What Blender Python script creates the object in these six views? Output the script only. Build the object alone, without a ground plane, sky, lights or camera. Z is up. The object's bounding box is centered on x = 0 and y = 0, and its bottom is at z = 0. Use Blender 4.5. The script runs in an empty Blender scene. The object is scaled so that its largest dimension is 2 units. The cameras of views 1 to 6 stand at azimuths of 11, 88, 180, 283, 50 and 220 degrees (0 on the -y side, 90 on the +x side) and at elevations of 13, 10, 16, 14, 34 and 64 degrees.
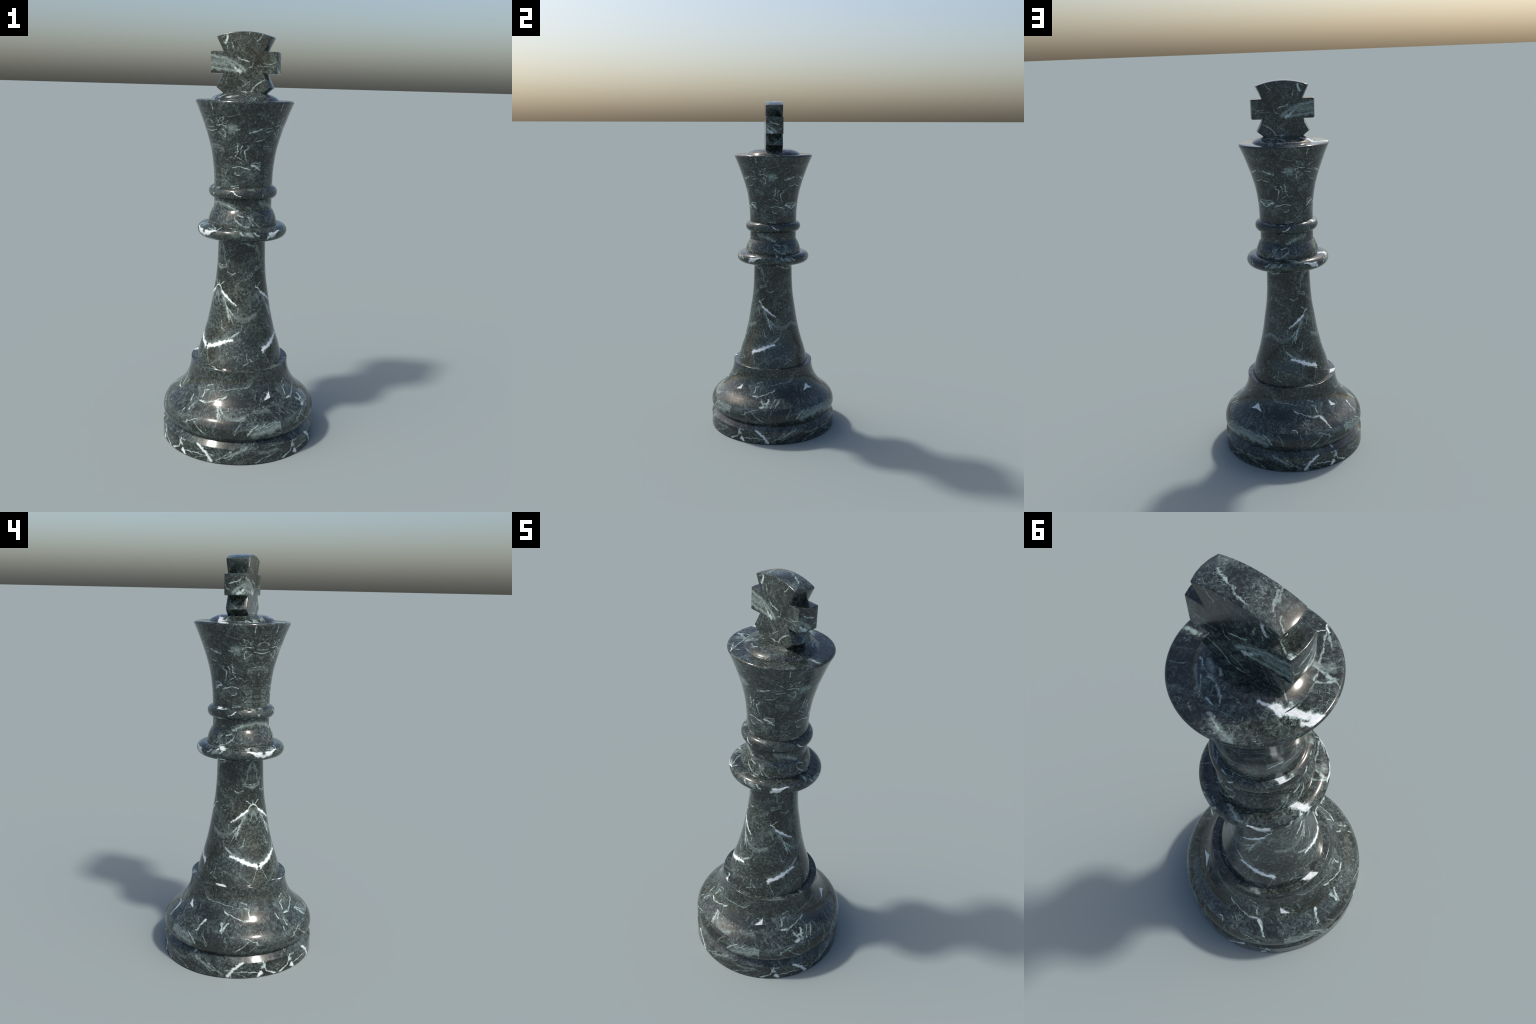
"""A polished dark green marble chess king: turned foot, stem, collars, flared
crown and a flared cross on top.  Every part is a lathe profile (or, for the
cross, a bevelled slab); the stone is one flat slab pattern of veins that is
laid on the piece along its three axes, as the seams of the original show."""
import bpy, bmesh, math
from mathutils import Vector

SEGMENTS = 192
SLAB_CENTRE = 1.0          # the slab pattern is centred on the middle of the piece

# ---------------------------------------------------------------- vein strokes
# kind, half width in mm, strength, then the points (u, v) in metres on the slab
CROWN_VEINS = [
    ("vein", 2.7, 0.68, (-0.117, 1.676), (-0.108, 1.647)),
    ("vein", 1.5, 0.58, (-0.160, 1.595), (-0.146, 1.605), (-0.121, 1.594), (-0.105, 1.583)),
    ("vein", 2.5, 0.55, (-0.140, 1.573), (-0.128, 1.564), (-0.111, 1.565)),
    ("vein", 2.0, 0.55, (-0.157, 1.563), (-0.135, 1.561)),
    ("vein", 2.5, 0.55, (-0.156, 1.556), (-0.133, 1.549), (-0.096, 1.554)),
    ("vein", 1.5, 0.58, (-0.099, 1.609), (-0.084, 1.596), (-0.092, 1.583)),
    ("vein", 1.8, 0.63, (-0.087, 1.595), (-0.072, 1.609), (-0.059, 1.614)),
    ("vein", 1.8, 0.63, (-0.073, 1.599), (-0.063, 1.588), (-0.048, 1.584)),
    ("vein", 3.2, 0.78, (-0.096, 1.575), (-0.074, 1.581), (-0.054, 1.574), (-0.047, 1.563)),
    ("vein", 2.3, 0.73, (-0.066, 1.557), (-0.056, 1.544), (-0.049, 1.527)),
    ("vein", 1.8, 0.68, (-0.088, 1.546), (-0.072, 1.538), (-0.054, 1.525)),
    ("vein", 2.0, 0.63, (-0.057, 1.613), (-0.062, 1.599)),
    ("vein", 2.0, 0.58, (-0.043, 1.589), (-0.036, 1.596)),
    ("haze", 15.3, 1.00, (-0.027, 1.566), (-0.008, 1.567)),
    ("haze", 8.2, 0.68, (-0.033, 1.545), (-0.011, 1.546)),
    ("vein", 2.9, 0.68, (0.001, 1.560), (0.019, 1.560)),
    ("vein", 1.2, 0.48, (-0.036, 1.611), (-0.002, 1.625), (0.031, 1.631)),
    ("vein", 3.4, 0.73, (0.060, 1.545), (0.080, 1.550), (0.110, 1.561)),
    ("vein", 2.5, 0.68, (0.085, 1.506), (0.109, 1.511), (0.127, 1.515)),
    ("vein", 1.5, 0.58, (-0.007, 1.480), (0.008, 1.495), (0.018, 1.488)),
    ("vein", 2.7, 0.68, (0.006, 1.486), (0.003, 1.471), (0.006, 1.457), (-0.012, 1.453)),
    ("vein", 3.2, 0.73, (0.026, 1.482), (0.019, 1.468)),
    ("vein", 2.3, 0.63, (0.020, 1.461), (0.015, 1.454)),
    ("vein", 2.7, 0.70, (0.045, 1.482), (0.057, 1.483), (0.049, 1.468), (0.036, 1.460), (0.037, 1.437)),
    ("vein", 2.0, 0.68, (0.002, 1.450), (-0.006, 1.433), (0.020, 1.421)),
    ("vein", 1.5, 0.53, (0.037, 1.437), (0.044, 1.406)),
    ("vein", 1.5, 0.58, (-0.060, 1.420), (-0.048, 1.416), (-0.032, 1.431), (-0.011, 1.424)),
    ("vein", 1.2, 0.53, (0.001, 1.412), (0.032, 1.398)),
    ("vein", 1.2, 0.48, (0.034, 1.500), (0.059, 1.507)),
    ("vein", 1.2, 0.50, (0.102, 1.492), (0.115, 1.476)),
    ("vein", 1.2, 0.48, (-0.040, 1.465), (-0.014, 1.475)),
    ("vein", 2.5, 0.78, (-0.023, 1.380), (0.018, 1.387), (0.043, 1.384), (0.059, 1.375)),
    ("vein", 2.0, 0.68, (0.067, 1.402), (0.077, 1.406), (0.108, 1.407)),
    ("vein", 3.2, 0.78, (0.066, 1.393), (0.079, 1.390), (0.104, 1.371)),
    ("vein", 2.3, 0.68, (0.081, 1.375), (0.094, 1.384), (0.106, 1.397)),
    ("vein", 1.6, 0.53, (-0.140, 1.482), (-0.084, 1.485)),
    ("vein", 2.3, 0.68, (-0.013, 1.359), (-0.003, 1.350), (0.011, 1.349)),
    ("vein", 1.2, 0.53, (0.041, 1.354), (0.070, 1.353), (0.077, 1.358)),
    ("vein", 1.8, 0.58, (-0.080, 1.343), (-0.046, 1.313)),
    ("vein", 2.0, 0.53, (-0.048, 1.363), (-0.060, 1.348)),
    ("vein", 2.3, 0.68, (-0.033, 1.291), (0.005, 1.296)),
    ("vein", 1.8, 0.58, (-0.016, 1.285), (0.010, 1.288)),
]
NECK_VEINS = [
    ("vein", 3.3, 0.85, (-0.017, 1.270), (0.008, 1.253), (0.025, 1.251)),
    ("vein", 4.2, 0.60, (-0.121, 1.262), (-0.114, 1.257), (-0.119, 1.245)),
    ("haze", 10.9, 0.68, (-0.104, 1.215), (-0.055, 1.203), (-0.013, 1.188)),
    ("vein", 3.0, 0.60, (-0.044, 1.202), (-0.013, 1.188), (-0.010, 1.178)),
    ("vein", 3.0, 0.65, (0.006, 1.165), (0.020, 1.155), (0.036, 1.150)),
    ("vein", 3.0, 0.65, (-0.004, 1.147), (0.008, 1.129), (0.028, 1.114), (0.063, 1.109)),
    ("vein", 2.4, 0.60, (0.054, 1.157), (0.070, 1.137), (0.083, 1.116)),
    ("vein", 1.7, 0.50, (0.068, 1.155), (0.088, 1.132)),
    ("vein", 1.9, 0.50, (0.044, 1.202), (0.065, 1.187)),
]
COLLAR_VEINS = [
    ("vein", 3.6, 0.70, (0.035, 1.086), (0.051, 1.073)),
    ("vein", 4.2, 0.65, (0.099, 1.087), (0.118, 1.076)),
    ("haze", 10.7, 0.81, (0.069, 1.082), (0.090, 1.075)),
]
STEM_VEINS = [
    ("vein", 2.7, 0.45, (-0.077, 0.987), (-0.063, 0.955), (-0.051, 0.907)),
    ("vein", 1.9, 0.55, (-0.080, 0.902), (-0.051, 0.904)),
    ("haze", 7.4, 0.61, (-0.101, 0.885), (-0.055, 0.891)),
    ("vein", 2.2, 0.70, (-0.043, 0.871), (-0.021, 0.865), (-0.003, 0.869)),
    ("vein", 2.2, 0.50, (0.020, 1.021), (0.046, 1.017), (0.062, 1.006), (0.079, 1.003)),
    ("vein", 1.7, 0.50, (0.023, 0.889), (0.031, 0.882)),
    ("vein", 2.5, 0.50, (0.081, 0.872), (0.072, 0.855)),
    ("vein", 3.2, 0.85, (-0.094, 0.801), (-0.080, 0.793), (-0.066, 0.769)),
    ("vein", 5.5, 1.00, (-0.066, 0.771), (-0.042, 0.751), (-0.014, 0.733)),
    ("vein", 4.2, 0.90, (-0.014, 0.733), (0.007, 0.713)),
    ("vein", 2.5, 0.80, (-0.062, 0.822), (-0.079, 0.801)),
    ("vein", 2.0, 0.70, (-0.058, 0.741), (-0.046, 0.721)),
    ("vein", 4.0, 0.75, (-0.048, 0.723), (-0.036, 0.698), (-0.027, 0.670)),
    ("vein", 2.0, 0.65, (-0.027, 0.670), (-0.021, 0.634)),
    ("vein", 2.5, 0.70, (-0.025, 0.687), (-0.007, 0.665)),
    ("vein", 1.7, 0.60, (-0.018, 0.673), (-0.019, 0.644)),
    ("vein", 1.8, 0.50, (-0.087, 0.754), (-0.081, 0.721), (-0.073, 0.703)),
    ("vein", 1.7, 0.50, (-0.078, 0.734), (-0.051, 0.718)),
    ("haze", 10.1, 0.54, (-0.098, 0.770), (-0.089, 0.748)),
    ("vein", 2.2, 0.60, (0.041, 0.770), (0.050, 0.765)),
    ("vein", 1.7, 0.45, (0.018, 0.701), (0.019, 0.681)),
    ("haze", 6.2, 0.61, (0.099, 0.670), (0.071, 0.647)),
    ("vein", 9.4, 1.00, (-0.130, 0.493), (-0.090, 0.513), (-0.045, 0.533)),
    ("vein", 7.5, 1.00, (-0.049, 0.533), (0.001, 0.550)),
    ("vein", 5.2, 0.60, (-0.019, 0.551), (0.026, 0.582)),
    ("haze", 20.6, 0.50, (-0.117, 0.509), (-0.004, 0.556)),
    ("haze", 13.1, 0.45, (0.004, 0.659), (0.049, 0.646), (0.096, 0.664)),
    ("haze", 11.2, 0.50, (-0.078, 0.771), (-0.041, 0.734), (0.002, 0.720)),
    ("haze", 11.2, 0.45, (-0.058, 0.731), (-0.026, 0.663)),
    ("vein", 1.5, 0.50, (-0.078, 0.771), (-0.061, 0.743), (-0.046, 0.733)),
    ("vein", 1.5, 0.50, (-0.061, 0.698), (-0.050, 0.710), (-0.039, 0.707)),
    ("vein", 1.2, 0.50, (-0.003, 0.675), (0.024, 0.679)),
    ("vein", 1.9, 0.45, (-0.014, 0.650), (-0.001, 0.626), (0.008, 0.601)),
    ("vein", 1.9, 0.45, (0.024, 0.642), (0.039, 0.631), (0.060, 0.635), (0.095, 0.668)),
    ("vein", 2.6, 0.50, (-0.062, 0.632), (-0.059, 0.599), (-0.034, 0.585)),
    ("vein", 2.2, 0.45, (0.040, 0.620), (0.045, 0.598), (0.026, 0.576)),
    ("vein", 2.3, 0.45, (-0.127, 0.474), (-0.120, 0.420)),
    ("vein", 2.6, 0.50, (0.062, 0.437), (0.086, 0.441), (0.076, 0.481)),
    ("vein", 2.6, 0.50, (0.095, 0.458), (0.108, 0.439)),
    ("vein", 2.2, 0.45, (0.008, 0.472), (0.037, 0.477), (0.028, 0.448)),
]
BASE_VEINS = [
    ("vein", 3.0, 0.60, (-0.103, 0.326), (-0.075, 0.337)),
    ("vein", 3.8, 0.65, (-0.096, 0.311), (-0.117, 0.306), (-0.116, 0.290), (-0.125, 0.273)),
    ("vein", 1.9, 0.50, (-0.071, 0.312), (0.005, 0.326), (0.098, 0.338), (0.113, 0.363)),
    ("vein", 4.2, 0.72, (-0.154, 0.257), (-0.102, 0.262)),
    ("vein", 3.0, 0.68, (-0.105, 0.256), (-0.071, 0.269), (0.002, 0.295)),
    ("vein", 18.0, 0.90, (0.190, 0.279), (0.196, 0.298)),
    ("vein", 2.6, 0.45, (0.133, 0.281), (0.134, 0.296)),
    ("vein", 2.4, 0.60, (-0.189, 0.166), (-0.182, 0.179), (-0.127, 0.199)),
    ("vein", 2.4, 0.60, (-0.142, 0.184), (-0.114, 0.165), (-0.077, 0.134)),
    ("haze", 22.4, 0.81, (0.156, 0.152), (0.269, 0.176)),
    ("vein", 3.7, 0.60, (0.125, 0.150), (0.148, 0.179), (0.168, 0.196)),
    ("vein", 3.1, 0.55, (0.174, 0.173), (0.198, 0.196)),
    ("vein", 2.8, 0.50, (0.198, 0.180), (0.262, 0.192)),
    ("vein", 2.7, 0.45, (0.063, 0.167), (0.094, 0.202)),
    ("vein", 1.7, 0.50, (-0.185, 0.174), (-0.149, 0.136)),
    ("vein", 1.7, 0.45, (-0.073, 0.135), (-0.077, 0.164)),
    ("vein", 1.7, 0.45, (0.064, 0.150), (0.079, 0.181), (0.086, 0.212)),
    ("vein", 2.1, 0.50, (0.220, 0.193), (0.238, 0.195), (0.265, 0.186)),
    ("vein", 2.4, 0.50, (0.140, 0.166), (0.179, 0.185), (0.220, 0.193)),
    ("vein", 2.1, 0.45, (0.150, 0.152), (0.199, 0.159), (0.271, 0.140)),
]
PLINTH_VEINS = [
    ("vein", 5.4, 0.71, (-0.325, 0.060), (-0.281, 0.009)),
    ("vein", 4.4, 0.81, (-0.260, 0.007), (-0.224, 0.028), (-0.209, 0.075)),
    ("vein", 8.9, 0.66, (-0.215, 0.068), (-0.213, 0.047)),
    ("vein", 8.0, 0.91, (-0.198, 0.024), (-0.189, 0.005)),
    ("vein", 2.6, 0.71, (-0.183, 0.026), (-0.119, 0.034), (-0.081, 0.029)),
    ("vein", 9.0, 0.91, (-0.108, 0.073), (-0.074, 0.045)),
    ("vein", 7.3, 0.86, (-0.074, 0.045), (-0.045, 0.011)),
    ("vein", 3.8, 0.56, (-0.014, 0.017), (0.023, 0.047), (0.056, 0.068)),
    ("haze", 12.0, 0.74, (0.043, 0.041), (0.111, 0.078)),
    ("haze", 10.5, 0.54, (0.184, 0.054), (0.256, 0.059)),
    ("vein", 3.1, 0.51, (0.163, 0.006), (0.203, 0.029)),
    ("vein", 3.1, 0.61, (-0.074, 0.045), (-0.035, 0.035)),
    ("vein", 3.5, 0.61, (-0.067, 0.005), (-0.049, 0.011), (-0.040, 0.005)),
    ("vein", 2.6, 0.56, (0.003, 0.030), (0.043, 0.041), (0.082, 0.065), (0.111, 0.078)),
    ("vein", 2.6, 0.51, (0.044, 0.023), (0.066, 0.050)),
    ("vein", 2.1, 0.51, (0.166, 0.002), (0.203, 0.029), (0.245, 0.041)),
    ("vein", 3.2, 0.56, (-0.202, 0.074), (-0.187, 0.077)),
    ("vein", 2.1, 0.46, (-0.142, 0.000), (-0.081, 0.029)),
]
CROSS_VEINS = [
    ("vein", 6.8, 0.80, (-0.077, 1.971), (-0.089, 1.944)),
    ("vein", 3.4, 0.65, (-0.059, 1.949), (-0.052, 1.927)),
    ("vein", 3.2, 0.55, (-0.081, 1.931), (-0.078, 1.919)),
    ("vein", 2.0, 0.50, (-0.104, 1.969), (-0.089, 1.976)),
    ("haze", 9.7, 1.00, (-0.152, 1.888), (-0.088, 1.878), (-0.029, 1.850), (0.010, 1.823)),
    ("haze", 9.8, 0.94, (-0.152, 1.833), (-0.099, 1.828), (-0.033, 1.820)),
    ("haze", 28.2, 0.75, (-0.152, 1.854), (-0.082, 1.855)),
    ("haze", 11.0, 0.94, (-0.075, 1.860), (-0.038, 1.836)),
    ("vein", 8.5, 0.80, (-0.038, 1.833), (-0.016, 1.818)),
    ("vein", 2.7, 0.65, (-0.032, 1.882), (-0.010, 1.871), (0.009, 1.868), (0.029, 1.859)),
    ("vein", 2.9, 0.60, (0.048, 1.854), (0.036, 1.840), (0.027, 1.835)),
    ("vein", 1.7, 0.45, (0.065, 1.843), (0.154, 1.840)),
    ("vein", 2.7, 0.50, (0.091, 1.854), (0.125, 1.853), (0.153, 1.859)),
    ("vein", 1.7, 0.60, (0.038, 1.780), (0.019, 1.766), (-0.007, 1.748)),
    ("vein", 2.9, 0.65, (0.099, 1.783), (0.056, 1.753), (0.039, 1.729)),
    ("vein", 2.9, 0.65, (0.039, 1.728), (0.018, 1.724), (-0.011, 1.728)),
    ("vein", 3.2, 0.50, (0.085, 1.983), (0.072, 1.962), (0.062, 1.953)),
    ("vein", 2.2, 0.50, (0.023, 1.993), (0.022, 1.980)),
]
PLAN_VEINS = [
    ("vein", 5.2, 0.90, (-0.083, 1.090), (-0.117, 1.078)),
    ("vein", 10.8, 0.88, (-0.117, 1.078), (-0.156, 1.055)),
    ("vein", 14.8, 0.88, (-0.157, 1.057), (-0.220, 1.031)),
    ("vein", 2.6, 0.40, (0.190, 1.121), (0.137, 1.094)),
    ("vein", 6.1, 0.45, (0.101, 1.087), (0.024, 1.117), (0.002, 1.141)),
    ("vein", 5.4, 0.35, (0.118, 1.096), (0.077, 1.141)),
    ("vein", 5.2, 0.45, (0.006, 1.178), (-0.023, 1.191)),
    ("vein", 3.1, 0.60, (0.092, 0.993), (0.056, 1.011), (0.017, 1.030)),
    ("vein", 3.1, 0.58, (0.017, 1.030), (-0.003, 1.035), (-0.029, 1.038)),
    ("vein", 4.6, 0.45, (-0.060, 0.964), (-0.080, 1.015)),
    ("vein", 3.1, 0.45, (-0.104, 1.013), (-0.124, 1.038)),
    ("vein", 3.0, 0.50, (-0.154, 0.950), (-0.083, 0.792), (-0.110, 0.823), (-0.132, 0.839)),
    ("haze", 16.3, 0.68, (-0.129, 0.906), (-0.171, 0.891)),
    ("vein", 5.4, 0.60, (-0.128, 0.911), (-0.162, 0.914), (-0.191, 0.913)),
    ("vein", 3.2, 0.60, (-0.151, 0.948), (-0.176, 0.935), (-0.191, 0.918), (-0.210, 0.924)),
    ("vein", 7.5, 0.50, (0.225, 1.014), (0.176, 1.013)),
    ("vein", 3.5, 0.50, (-0.124, 1.035), (-0.135, 1.047)),
    ("vein", 5.3, 0.74, (-0.295, 1.090), (-0.317, 1.109), (-0.346, 1.128)),
    ("vein", 5.9, 0.78, (-0.142, 1.271), (-0.168, 1.288), (-0.192, 1.311)),
    ("vein", 6.5, 0.70, (-0.300, 1.009), (-0.348, 0.994)),
    ("vein", 6.5, 0.65, (-0.308, 0.969), (-0.345, 0.994)),
    ("vein", 12.6, 0.85, (-0.211, 1.056), (-0.236, 1.015)),
    ("vein", 3.3, 0.70, (-0.039, 0.695), (-0.025, 0.649)),
    ("vein", 3.0, 0.60, (-0.023, 0.692), (-0.005, 0.666)),
    ("vein", 4.2, 0.65, (-0.173, 0.766), (-0.183, 0.747)),
    ("vein", 3.8, 0.68, (-0.165, 0.724), (-0.182, 0.704)),
    ("vein", 3.4, 0.60, (-0.204, 0.715), (-0.221, 0.705)),
    ("vein", 4.5, 0.65, (0.342, 0.906), (0.344, 0.954)),
    ("vein", 6.3, 0.70, (0.345, 0.947), (0.305, 0.961)),
    ("vein", 4.2, 0.60, (0.312, 0.918), (0.348, 0.940)),
    ("vein", 4.2, 0.60, (0.328, 0.927), (0.330, 0.961)),
    ("vein", 3.1, 0.55, (0.351, 0.971), (0.311, 1.003)),
    ("vein", 3.1, 0.52, (0.354, 0.994), (0.310, 1.027)),
]

ALL_VEINS = (CROWN_VEINS + NECK_VEINS + COLLAR_VEINS + STEM_VEINS + BASE_VEINS
             + PLINTH_VEINS + CROSS_VEINS + PLAN_VEINS)


# ---------------------------------------------------------------- geometry
def smooth_curve(points, steps=10):
    """Centripetal Catmull-Rom curve through profile points (r, z)."""
    pts = [Vector(p) for p in points]
    ext = [2 * pts[0] - pts[1]] + pts + [2 * pts[-1] - pts[-2]]
    out = []
    for i in range(1, len(ext) - 2):
        p0, p1, p2, p3 = ext[i - 1:i + 3]
        a, b, c = [max((q - p).length ** 0.5, 1e-6) for p, q in ((p0, p1), (p1, p2), (p2, p3))]
        m1 = (p2 - p1) + b * ((p1 - p0) / a - (p2 - p0) / (a + b))
        m2 = (p2 - p1) + b * ((p3 - p2) / c - (p3 - p1) / (b + c))
        for k in range(steps):
            t = k / steps
            out.append(((2 * t**3 - 3 * t**2 + 1) * p1 + (t**3 - 2 * t**2 + t) * m1
                        + (3 * t**2 - 2 * t**3) * p2 + (t**3 - t**2) * m2).to_tuple())
    return out + [pts[-1].to_tuple()]


def arc(cr, cz, rr, rz, start, end, steps=14):
    """Elliptic arc in the profile plane, angles in degrees from the outward direction."""
    return [(cr + rr * math.cos(math.radians(start + (end - start) * k / steps)),
             cz + rz * math.sin(math.radians(start + (end - start) * k / steps))) for k in range(steps + 1)]


def fillet(a, corner, b, radius, steps=5):
    """Round the profile corner between the points a and b."""
    c, d1, d2 = Vector(corner), (Vector(a) - Vector(corner)).normalized(), (Vector(b) - Vector(corner)).normalized()
    p, q = c + d1 * radius, c + d2 * radius
    return [((1 - t)**2 * p + 2 * t * (1 - t) * c + t * t * q).to_tuple() for t in [k / steps for k in range(steps + 1)]]


def turn(name, profile):
    """Turn a profile that runs from the bottom of the axis to the top of it."""
    rings = [p for p in profile if p[0] > 1e-6]
    verts, faces = [], []
    for r, z in rings:
        for k in range(SEGMENTS):
            t = math.tau * k / SEGMENTS
            verts.append(((r + 0.0006) * math.cos(t), (r + 0.0006) * math.sin(t), z))
    for i in range(len(rings) - 1):
        for k in range(SEGMENTS):
            j = (k + 1) % SEGMENTS
            a, b = i * SEGMENTS, (i + 1) * SEGMENTS
            faces.append((a + k, a + j, b + j, b + k))
    for ring, z, flip in ((0, rings[0][1], True), (len(rings) - 1, rings[-1][1], False)):
        centre = len(verts)
        verts.append((0, 0, z))
        for k in range(SEGMENTS):
            a, b = ring * SEGMENTS + k, ring * SEGMENTS + (k + 1) % SEGMENTS
            faces.append((centre, b, a) if flip else (centre, a, b))
    return finish(name, verts, faces)


def finish(name, verts, faces):
    mesh = bpy.data.meshes.new(name)
    mesh.from_pydata(verts, [], faces)
    mesh.validate()
    mesh.polygons.foreach_set("use_smooth", [True] * len(mesh.polygons))
    mesh.set_sharp_from_angle(angle=math.radians(38))
    obj = bpy.data.objects.new(name, mesh)
    bpy.context.scene.collection.objects.link(obj)
    return obj


# ---------------------------------------------------------------- stone
class Nodes:
    def __init__(self, tree):
        self.tree = tree

    def add(self, kind, *inputs, **settings):
        n = self.tree.nodes.new(kind)
        for k, v in settings.items():
            setattr(n, k, v)
        for socket, value in zip(n.inputs, inputs):
            self.put(socket, value)
        return n

    def put(self, socket, value):
        if value is None:
            return
        if isinstance(value, bpy.types.NodeSocket):
            self.tree.links.new(value, socket)
        else:
            socket.default_value = value

    def math(self, op, a, b=None, c=None, clamp=False):
        return self.add("ShaderNodeMath", a, b, c, operation=op, use_clamp=clamp).outputs[0]

    def vec(self, op, a, b=None, c=None):
        n = self.add("ShaderNodeVectorMath", a, b, c, operation=op)
        return n.outputs["Value"] if op in ("DOT_PRODUCT", "DISTANCE", "LENGTH") else n.outputs["Vector"]

    def noise(self, coords, scale, detail=2.0, rough=0.5, distortion=0.0, colour=False):
        n = self.tree.nodes.new("ShaderNodeTexNoise")
        n.noise_dimensions = "2D"
        self.put(n.inputs["Vector"], coords)
        for key, value in (("Scale", scale), ("Detail", detail), ("Roughness", rough), ("Distortion", distortion)):
            n.inputs[key].default_value = value
        return n.outputs["Color" if colour else "Fac"]

    def remap(self, value, lo, hi, out_lo=0.0, out_hi=1.0):
        n = self.tree.nodes.new("ShaderNodeMapRange")
        n.interpolation_type = "SMOOTHSTEP"
        for s, v in zip(n.inputs, (value, lo, hi, out_lo, out_hi)):
            self.put(s, v)
        return n.outputs[0]

    def blend(self, factor, a, b):
        n = self.tree.nodes.new("ShaderNodeMix")
        n.data_type = "RGBA"
        self.put(n.inputs["Factor"], factor)
        self.put(n.inputs["A"], a)
        self.put(n.inputs["B"], b)
        return n.outputs["Result"]

    def pick(self, factor, a, b):
        n = self.tree.nodes.new("ShaderNodeMix")
        n.data_type = "FLOAT"
        for s, v in zip(n.inputs[0:1] + n.inputs[2:4], (factor, a, b)):
            self.put(s, v)
        return n.outputs[0]

    def squash(self, coords, angle, sx, sy):
        """Turn the coordinates by an angle, then scale: streaks run along that angle."""
        n = self.tree.nodes.new("ShaderNodeMapping")
        n.vector_type = "TEXTURE"
        self.put(n.inputs["Vector"], coords)
        n.inputs["Rotation"].default_value = (0, 0, math.radians(angle))
        n.inputs["Scale"].default_value = (1 / sx, 1 / sy, 1)
        return n.outputs[0]


def slab_group():
    """Node group: position and normal of a point -> its place (u, v) on the flat slab.
    Each spot takes the axis it faces most, so the veins meet in seams at 45 degrees."""
    tree = bpy.data.node_groups.new("place_on_slab", "ShaderNodeTree")
    tree.interface.new_socket("Place", in_out="OUTPUT", socket_type="NodeSocketVector")
    n = Nodes(tree)
    coords = n.add("ShaderNodeTexCoord")
    p = n.add("ShaderNodeSeparateXYZ", coords.outputs["Object"]).outputs
    d = n.add("ShaderNodeSeparateXYZ", coords.outputs["Normal"]).outputs
    ax, ay, az = (n.math("ABSOLUTE", d[i]) for i in range(3))
    side = n.math("GREATER_THAN", ax, ay)
    flat = n.math("GREATER_THAN", az, n.math("MAXIMUM", ax, ay))
    u = n.pick(flat, n.pick(side, p[0], p[1]), p[0])
    v = n.pick(flat, p[2], n.math("ADD", p[1], SLAB_CENTRE))
    out = n.add("NodeGroupOutput")
    tree.links.new(n.add("ShaderNodeCombineXYZ", u, v, 0.0).outputs[0], out.inputs[0])
    return tree


def segments_for(z_range, reach, plan):
    """Vein pieces that this part can show: on its sides, or on faces that look up."""
    for kind, half, strength, *pts in ALL_VEINS:
        for a, b in zip(pts, pts[1:]):
            u, v = (a[0] + b[0]) / 2, (a[1] + b[1]) / 2
            on_side = abs(u) < reach + 0.02 and z_range[0] - 0.04 < v < z_range[1] + 0.04
            distance = math.hypot(u, v - SLAB_CENTRE)
            on_top = plan and plan[0] - 0.04 < distance < plan[1] + 0.04
            if on_side or on_top:
                yield kind, half / 1000, strength, a, b


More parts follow.
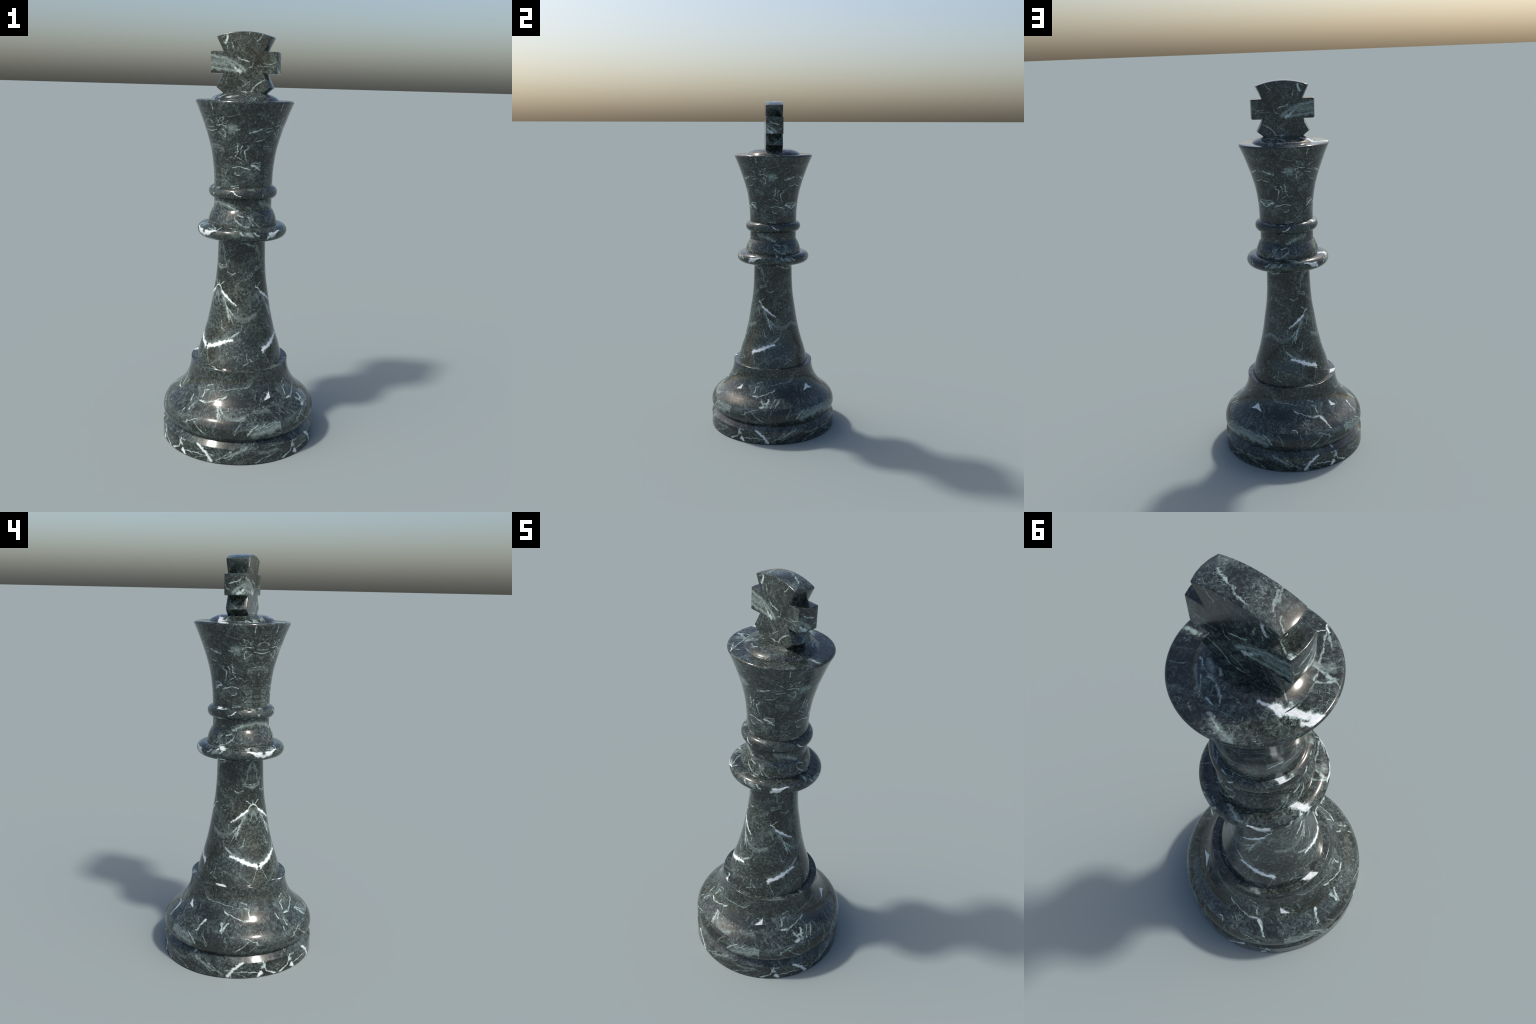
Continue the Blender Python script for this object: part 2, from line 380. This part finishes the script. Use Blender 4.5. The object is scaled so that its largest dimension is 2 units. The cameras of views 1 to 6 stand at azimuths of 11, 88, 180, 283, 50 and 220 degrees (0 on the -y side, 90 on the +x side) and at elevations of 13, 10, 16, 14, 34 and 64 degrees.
def marble(name, z_range, reach, plan, lie=35):
    mat = bpy.data.materials.new(name)
    mat.use_nodes = True
    tree = mat.node_tree
    shader = tree.nodes["Principled BSDF"]
    n = Nodes(tree)
    place = n.tree.nodes.new("ShaderNodeGroup")
    place.node_tree = bpy.data.node_groups["place_on_slab"]
    p = place.outputs[0]

    # ragged copies of the slab coordinates
    coarse = n.vec("SUBTRACT", n.noise(p, 27, 3, 0.6, colour=True), (0.5, 0.5, 0.5))
    fine = n.vec("SUBTRACT", n.noise(p, 170, 2, 0.6, colour=True), (0.5, 0.5, 0.5))
    p_rag = n.vec("MULTIPLY_ADD", fine, (0.0062, 0.0062, 0), n.vec("MULTIPLY_ADD", coarse, (0.017, 0.017, 0), p))
    p_wild = n.vec("MULTIPLY_ADD", coarse, (0.05, 0.05, 0), p)

    # ground colour: near-black green, mottled, with cloudy lighter zones
    cloud = n.noise(p, 8.5, 4, 0.6, 0.5)
    zone = n.remap(cloud, 0.36, 0.68)
    speck = n.noise(p_rag, 120, 5, 0.7)
    colour = n.blend(n.remap(speck, 0.38, 0.72), n.blend(zone, DARK_STONE, GREY_STONE), n.blend(zone, GREEN_STONE, PALE_STONE))

    # soft grey-green smears and nearly black gaps between them
    smear = n.noise(n.squash(p_rag, lie, 1.0, 2.1), 9, 5, 0.62, 0.8)
    weave = n.noise(n.squash(p_rag, lie, 1.0, 2.4), 85, 4, 0.7)
    colour = n.blend(n.math("MULTIPLY", n.remap(smear, 0.52, 0.71, 0.0, 0.75), n.remap(weave, 0.36, 0.64)), colour, FIBRE)
    colour = n.blend(n.remap(smear, 0.30, 0.44, 0.65, 0.0), colour, GAP_STONE)

    # fuzzy hairs and needles of pale mineral, densest in the lighter zones
    def hairs(angle, stretch, scale, width):
        line = n.math("ABSOLUTE", n.math("SUBTRACT", n.noise(n.squash(p_rag, angle, 1, stretch), scale, 3, 0.6), 0.5))
        return n.remap(line, 0.0, width, 1.0, 0.0)
    hair = n.math("MAXIMUM", n.math("MAXIMUM", hairs(35, 2.2, 62, 0.024), hairs(-40, 2.4, 56, 0.023)), hairs(85, 2.0, 50, 0.022))
    hair = n.math("MULTIPLY", hair, n.remap(n.noise(p, 75, 2, 0.5), 0.42, 0.60))
    hair = n.math("MULTIPLY", hair, n.remap(cloud, 0.32, 0.60, 0.15, 1.0))
    colour = n.blend(n.math("MULTIPLY", hair, 0.8), colour, FIBRE)

    # thin broken threads and short curled shards
    thread = n.math("MULTIPLY", hairs(20, 1.6, 13, 0.010), n.remap(n.noise(p, 17, 2, 0.5), 0.50, 0.62))
    p_curl = n.vec("MULTIPLY_ADD", fine, (0.012, 0.012, 0), n.vec("MULTIPLY_ADD", coarse, (0.035, 0.035, 0), p))
    web = n.tree.nodes.new("ShaderNodeTexVoronoi")
    web.voronoi_dimensions, web.feature = "2D", "DISTANCE_TO_EDGE"
    n.put(web.inputs["Vector"], n.squash(p_curl, 20, 1.0, 1.35))
    web.inputs["Scale"].default_value = 46
    shard = n.math("MULTIPLY", n.remap(web.outputs["Distance"], 0.0, 0.075, 1.0, 0.0), n.remap(n.noise(p, 62, 2, 0.5), 0.50, 0.64))
    shard = n.math("MULTIPLY", shard, n.remap(n.noise(p, 11, 2, 0.5), 0.38, 0.62, 0.25, 1.0))
    lines = n.math("MAXIMUM", n.math("MULTIPLY", thread, 0.5), n.math("MULTIPLY", shard, 0.48))

    # the veins that can be told apart, stroke by stroke
    veins = haze = None
    slot = p_rag
    swell = n.remap(n.noise(p, 42, 3, 0.6), 0.30, 0.70, 0.62, 1.55)
    for count, (kind, half, strength, a, b) in enumerate(segments_for(z_range, reach, plan)):
        if count % 6 == 5:      # keeps the strokes in a chain, so that few values are held at once
            done = n.math("MAXIMUM", haze or 0.0, veins or 0.0)
            slot = n.vec("MULTIPLY_ADD", done, (0, 0, 1), p_rag)
        ab = (b[0] - a[0], b[1] - a[1])
        len2 = ab[0]**2 + ab[1]**2 or 1e-9
        along = n.vec("DOT_PRODUCT", slot, (ab[0] / len2, ab[1] / len2, 0))
        t = n.math("SUBTRACT", along, (a[0] * ab[0] + a[1] * ab[1]) / len2, clamp=True)
        near = n.vec("MULTIPLY_ADD", t, (ab[0], ab[1], 0), (a[0], a[1], 0))
        far = n.vec("DISTANCE", p_rag, near)
        far = n.math("MULTIPLY", far, swell)
        soft, edge = (half * 1.3, half * 1.3) if kind == "haze" else (half * (1.15 - 0.5 * strength) + 0.0010, half * (1.5 - 0.15 * strength) + 0.0004)
        fade = n.math("MULTIPLY_ADD", far, -1 / soft, edge / soft, clamp=True)
        fade = n.math("MULTIPLY", fade, strength)
        if kind == "haze":
            haze = fade if haze is None else n.math("MAXIMUM", haze, fade)
        else:
            veins = fade if veins is None else n.math("MAXIMUM", veins, fade)

    fibre = n.noise(n.squash(p_rag, lie, 1.0, 2.6), 70, 4, 0.7)
    if haze is not None:
        colour = n.blend(n.math("MULTIPLY", haze, n.remap(fibre, 0.32, 0.62, 0.3, 1.0)), colour, MILKY)
    if veins is not None:
        broken = n.remap(n.noise(p_rag, 48, 4, 0.7), 0.34, 0.56, 0.5, 1.0)
        solid = n.remap(veins, 0.70, 0.92)
        ragged = n.math("MULTIPLY", veins, n.pick(solid, broken, n.remap(weave, 0.30, 0.52, 0.78, 1.0)))
        lines = n.math("MAXIMUM", lines, ragged)
    tint = n.tree.nodes.new("ShaderNodeValToRGB")
    tint.color_ramp.elements[0].color, tint.color_ramp.elements[1].color = FIBRE, WHITE_VEIN
    tint.color_ramp.elements[0].position, tint.color_ramp.elements[1].position = 0.2, 0.95
    middle = tint.color_ramp.elements.new(0.6)
    middle.color = MILKY
    n.put(tint.inputs[0], lines)
    colour = n.blend(n.remap(lines, 0.02, 0.6), colour, tint.outputs[0])

    n.put(shader.inputs["Base Color"], colour)
    shader.inputs["Roughness"].default_value = 0.13
    shader.inputs["Specular IOR Level"].default_value = 0.5
    return mat


GAP_STONE = (0.0068, 0.0079, 0.0074, 1)
DARK_STONE = (0.0085, 0.0112, 0.0104, 1)
GREY_STONE = (0.0135, 0.0178, 0.0165, 1)
GREEN_STONE = (0.028, 0.036, 0.031, 1)
PALE_STONE = (0.052, 0.068, 0.063, 1)
FIBRE = (0.143, 0.186, 0.174, 1)
MILKY = (0.28, 0.355, 0.335, 1)
WHITE_VEIN = (0.72, 0.74, 0.765, 1)


# ---------------------------------------------------------------- the parts
slab_group()
king = bpy.data.objects.new("chess_king", None)
bpy.context.scene.collection.objects.link(king)
king["label"] = "tall polished dark green marble chess king with flared cross"
king["category"] = "chess piece"


def part(obj, parent, *stone):
    obj.data.materials.append(marble(obj.name + "_marble", *stone))
    obj.parent = parent
    return obj


# foot: a flat disc with a sloping shoulder, a swelling cushion that sweeps up to a ledge
plinth = part(turn("plinth", [(0.05, 0.0), (0.382, 0.0), (0.384, 0.002)]
                   + fillet((0.384, 0.05), (0.384, 0.078), (0.36, 0.103), 0.003)
                   + [(0.352, 0.111), (0.30, 0.113)]),
              king, (0, 0.12), 0.28, (0.33, 0.384))
cushion = [(0.30, 0.098)] + smooth_curve([(0.335, 0.100), (0.355, 0.106), (0.370, 0.1165), (0.379, 0.131),
    (0.3838, 0.150), (0.3825, 0.165), (0.3795, 0.178), (0.3750, 0.188), (0.3692, 0.198), (0.3612, 0.208),
    (0.3505, 0.218), (0.3358, 0.230), (0.3170, 0.245), (0.3072, 0.254), (0.2965, 0.266), (0.2852, 0.280),
    (0.2752, 0.295), (0.2656, 0.312), (0.2574, 0.330), (0.2506, 0.350), (0.246, 0.370),
    (0.2434, 0.392), (0.243, 0.408)]) + fillet((0.243, 0.40), (0.243, 0.412), (0.22, 0.412), 0.003) + [(0.19, 0.412)]
foot = part(turn("foot", cushion), king, (0.1, 0.41), 0.28, (0.2, 0.384))

# stem: slender trumpet
stem = part(turn("stem", [(0.15, 0.39)] + smooth_curve([(0.2205, 0.395), (0.2155, 0.414), (0.2065, 0.447),
    (0.1945, 0.4904), (0.1785, 0.5407), (0.1635, 0.598), (0.1535, 0.6438), (0.1460, 0.683), (0.1345, 0.7556),
    (0.1245, 0.820), (0.1182, 0.8966), (0.1157, 0.972), (0.1145, 1.010), (0.1145, 1.06)]) + [(0.08, 1.06)]),
            king, (0.40, 1.03), 0.15, None)

# collar: broad rounded disc under a bell, a neck and a thin ring
collar = part(turn("collar", [(0.10, 1.0375)] + arc(0.183, 1.071, 0.0350, 0.0335, -90, 0, 16) + arc(0.180, 1.071, 0.0380, 0.0305, 0, 90, 16) + [(0.12, 1.1015)]),
              king, (1.03, 1.11), 0.154, (0.11, 0.217))
bell = part(turn("bell", [(0.10, 1.09)] + smooth_curve([(0.1680, 1.095), (0.1672, 1.108), (0.1648, 1.119),
    (0.1608, 1.134), (0.1548, 1.150), (0.1478, 1.165), (0.1400, 1.177)]) + [(0.1396, 1.18), (0.1394, 1.24), (0.09, 1.24)]),
            king, (1.10, 1.23), 0.12, (0.13, 0.17))
ring = part(turn("ring", [(0.10, 1.2265)] + arc(0.1355, 1.2565, 0.030, 0.030, -90, 90, 24) + [(0.10, 1.2865)]),
            king, (1.22, 1.29), 0.12, (0.13, 0.17))

# crown: flared cup with a low dome on its flat top
crown = part(turn("crown", [(0.10, 1.26)] + smooth_curve([(0.1405, 1.262), (0.1406, 1.287), (0.1414, 1.330),
    (0.1442, 1.3717), (0.1512, 1.428), (0.1620, 1.479), (0.1765, 1.530), (0.1938, 1.580), (0.2120, 1.629),
    (0.2305, 1.672), (0.2322, 1.6755)]) + arc(0.2225, 1.6785, 0.0102, 0.0102, -12, 90, 8) + [(0.14, 1.6887)]),
             king, (1.28, 1.68), 0.165, (0.14, 0.235))
dome = part(turn("dome", [(0.12, 1.670)] + smooth_curve([(0.1665, 1.6860), (0.1628, 1.6895), (0.1570, 1.6955), (0.1475, 1.7025),
    (0.134, 1.7095), (0.116, 1.7162), (0.095, 1.7198), (0.06, 1.7205)]) + [(0.02, 1.7205)]),
            king, (1.68, 1.72), 0.115, (0.0, 0.165))


def flared_cross():
    """Turned flared finial cut to a slab: all its end faces curve round the axis, its crest is domed."""
    half, bevel, crest_radius = 0.0507, 0.003, 0.375
    corners = [(0.084, 1.7135), (0.1288, 1.7460), (0.0938, 1.8088), (0.1560, 1.8088), (0.1560, 1.9085), (0.0938, 1.9085), (0.1284, 1.9737)]
    flank = [(0.083, 1.70)]
    for k, c in enumerate(corners):
        before = corners[k - 1] if k else (0.083, 1.70)
        after = corners[k + 1] if k + 1 < len(corners) else (0.06, 1.9915)
        flank += fillet(before, c, after, 0.0012 if c[0] < 0.1 else 0.0055, 4)
        if k + 1 < len(corners):
            flank += [tuple(Vector(c).lerp(Vector(after), t)) for t in (0.25, 0.5, 0.75)]
    edge_x = flank[-1][0]
    crest = [edge_x * (1 - 2 * k / 40) for k in range(1, 40)]
    crest_z = lambda x, y: 2.0 - crest_radius + math.sqrt(crest_radius**2 - x * x - y * y)
    outline = ([(x, z, 1) for x, z in flank] + [(x, crest_z(x, half), 0) for x in crest]
               + [(-x, z, -1) for x, z in reversed(flank)])
    count = len(outline)
    inward = []
    for k in range(count):
        a, b, c = (Vector(outline[(k + d) % count][:2]) for d in (-1, 0, 1))
        n1, n2 = Vector((a.y - b.y, b.x - a.x)), Vector((b.y - c.y, c.x - b.x))
        m = (n1.normalized() + n2.normalized()).normalized()
        inward.append(m / max(0.5, m.dot(n1.normalized())))
    rows = [(half - bevel + bevel * math.sin(a), bevel * (1 - math.cos(a))) for a in [math.radians(d) for d in (90, 67, 45, 22, 0)]]
    rows = [(-y, inset) for y, inset in rows] + [(-0.5 * half, 0), (0, 0), (0.5 * half, 0)] + rows[::-1]
    verts, faces = [], []
    for y, inset in rows:
        for (x, z, flag), d in zip(outline, inward):
            px, pz = x + d.x * inset, z + d.y * inset
            bulge = math.sqrt(max(px * px + half * half - y * y, 0))
            if flag:
                px = flag * bulge
            else:
                top = math.sqrt(edge_x**2 + half * half - y * y) / edge_x
                px *= top
                pz += crest_z(px, y) - crest_z(x, half)
            verts.append((px, y, pz))
    for i in range(len(rows) - 1):
        for k in range(count):
            j = (k + 1) % count
            faces.append((i * count + k, i * count + j, (i + 1) * count + j, (i + 1) * count + k))
    side = len(flank)
    for first, back in ((0, False), ((len(rows) - 1) * count, True)):     # flat faces, strip by strip
        strips = [(k, k + 1, count - 2 - k, count - 1 - k) for k in range(side - 1)] + [tuple(range(side - 1, count - side + 1))]
        for strip in strips:
            face = tuple(first + i for i in strip)
            faces.append(face if back else face[::-1])
    bm = bmesh.new()
    points = [bm.verts.new(v) for v in verts]
    for f in faces:
        bm.faces.new([points[i] for i in f])
    bm.normal_update()
    mesh = bpy.data.meshes.new("cross")
    bm.to_mesh(mesh)
    bm.free()
    mesh.set_sharp_from_angle(angle=math.radians(38))
    mesh.polygons.foreach_set("use_smooth", [k < count * (len(rows) - 1) for k in range(len(mesh.polygons))])
    obj = bpy.data.objects.new("cross", mesh)
    bpy.context.scene.collection.objects.link(obj)
    return obj


cross = part(flared_cross(), king, (1.70, 2.0), 0.16, (0.0, 0.17), -32)
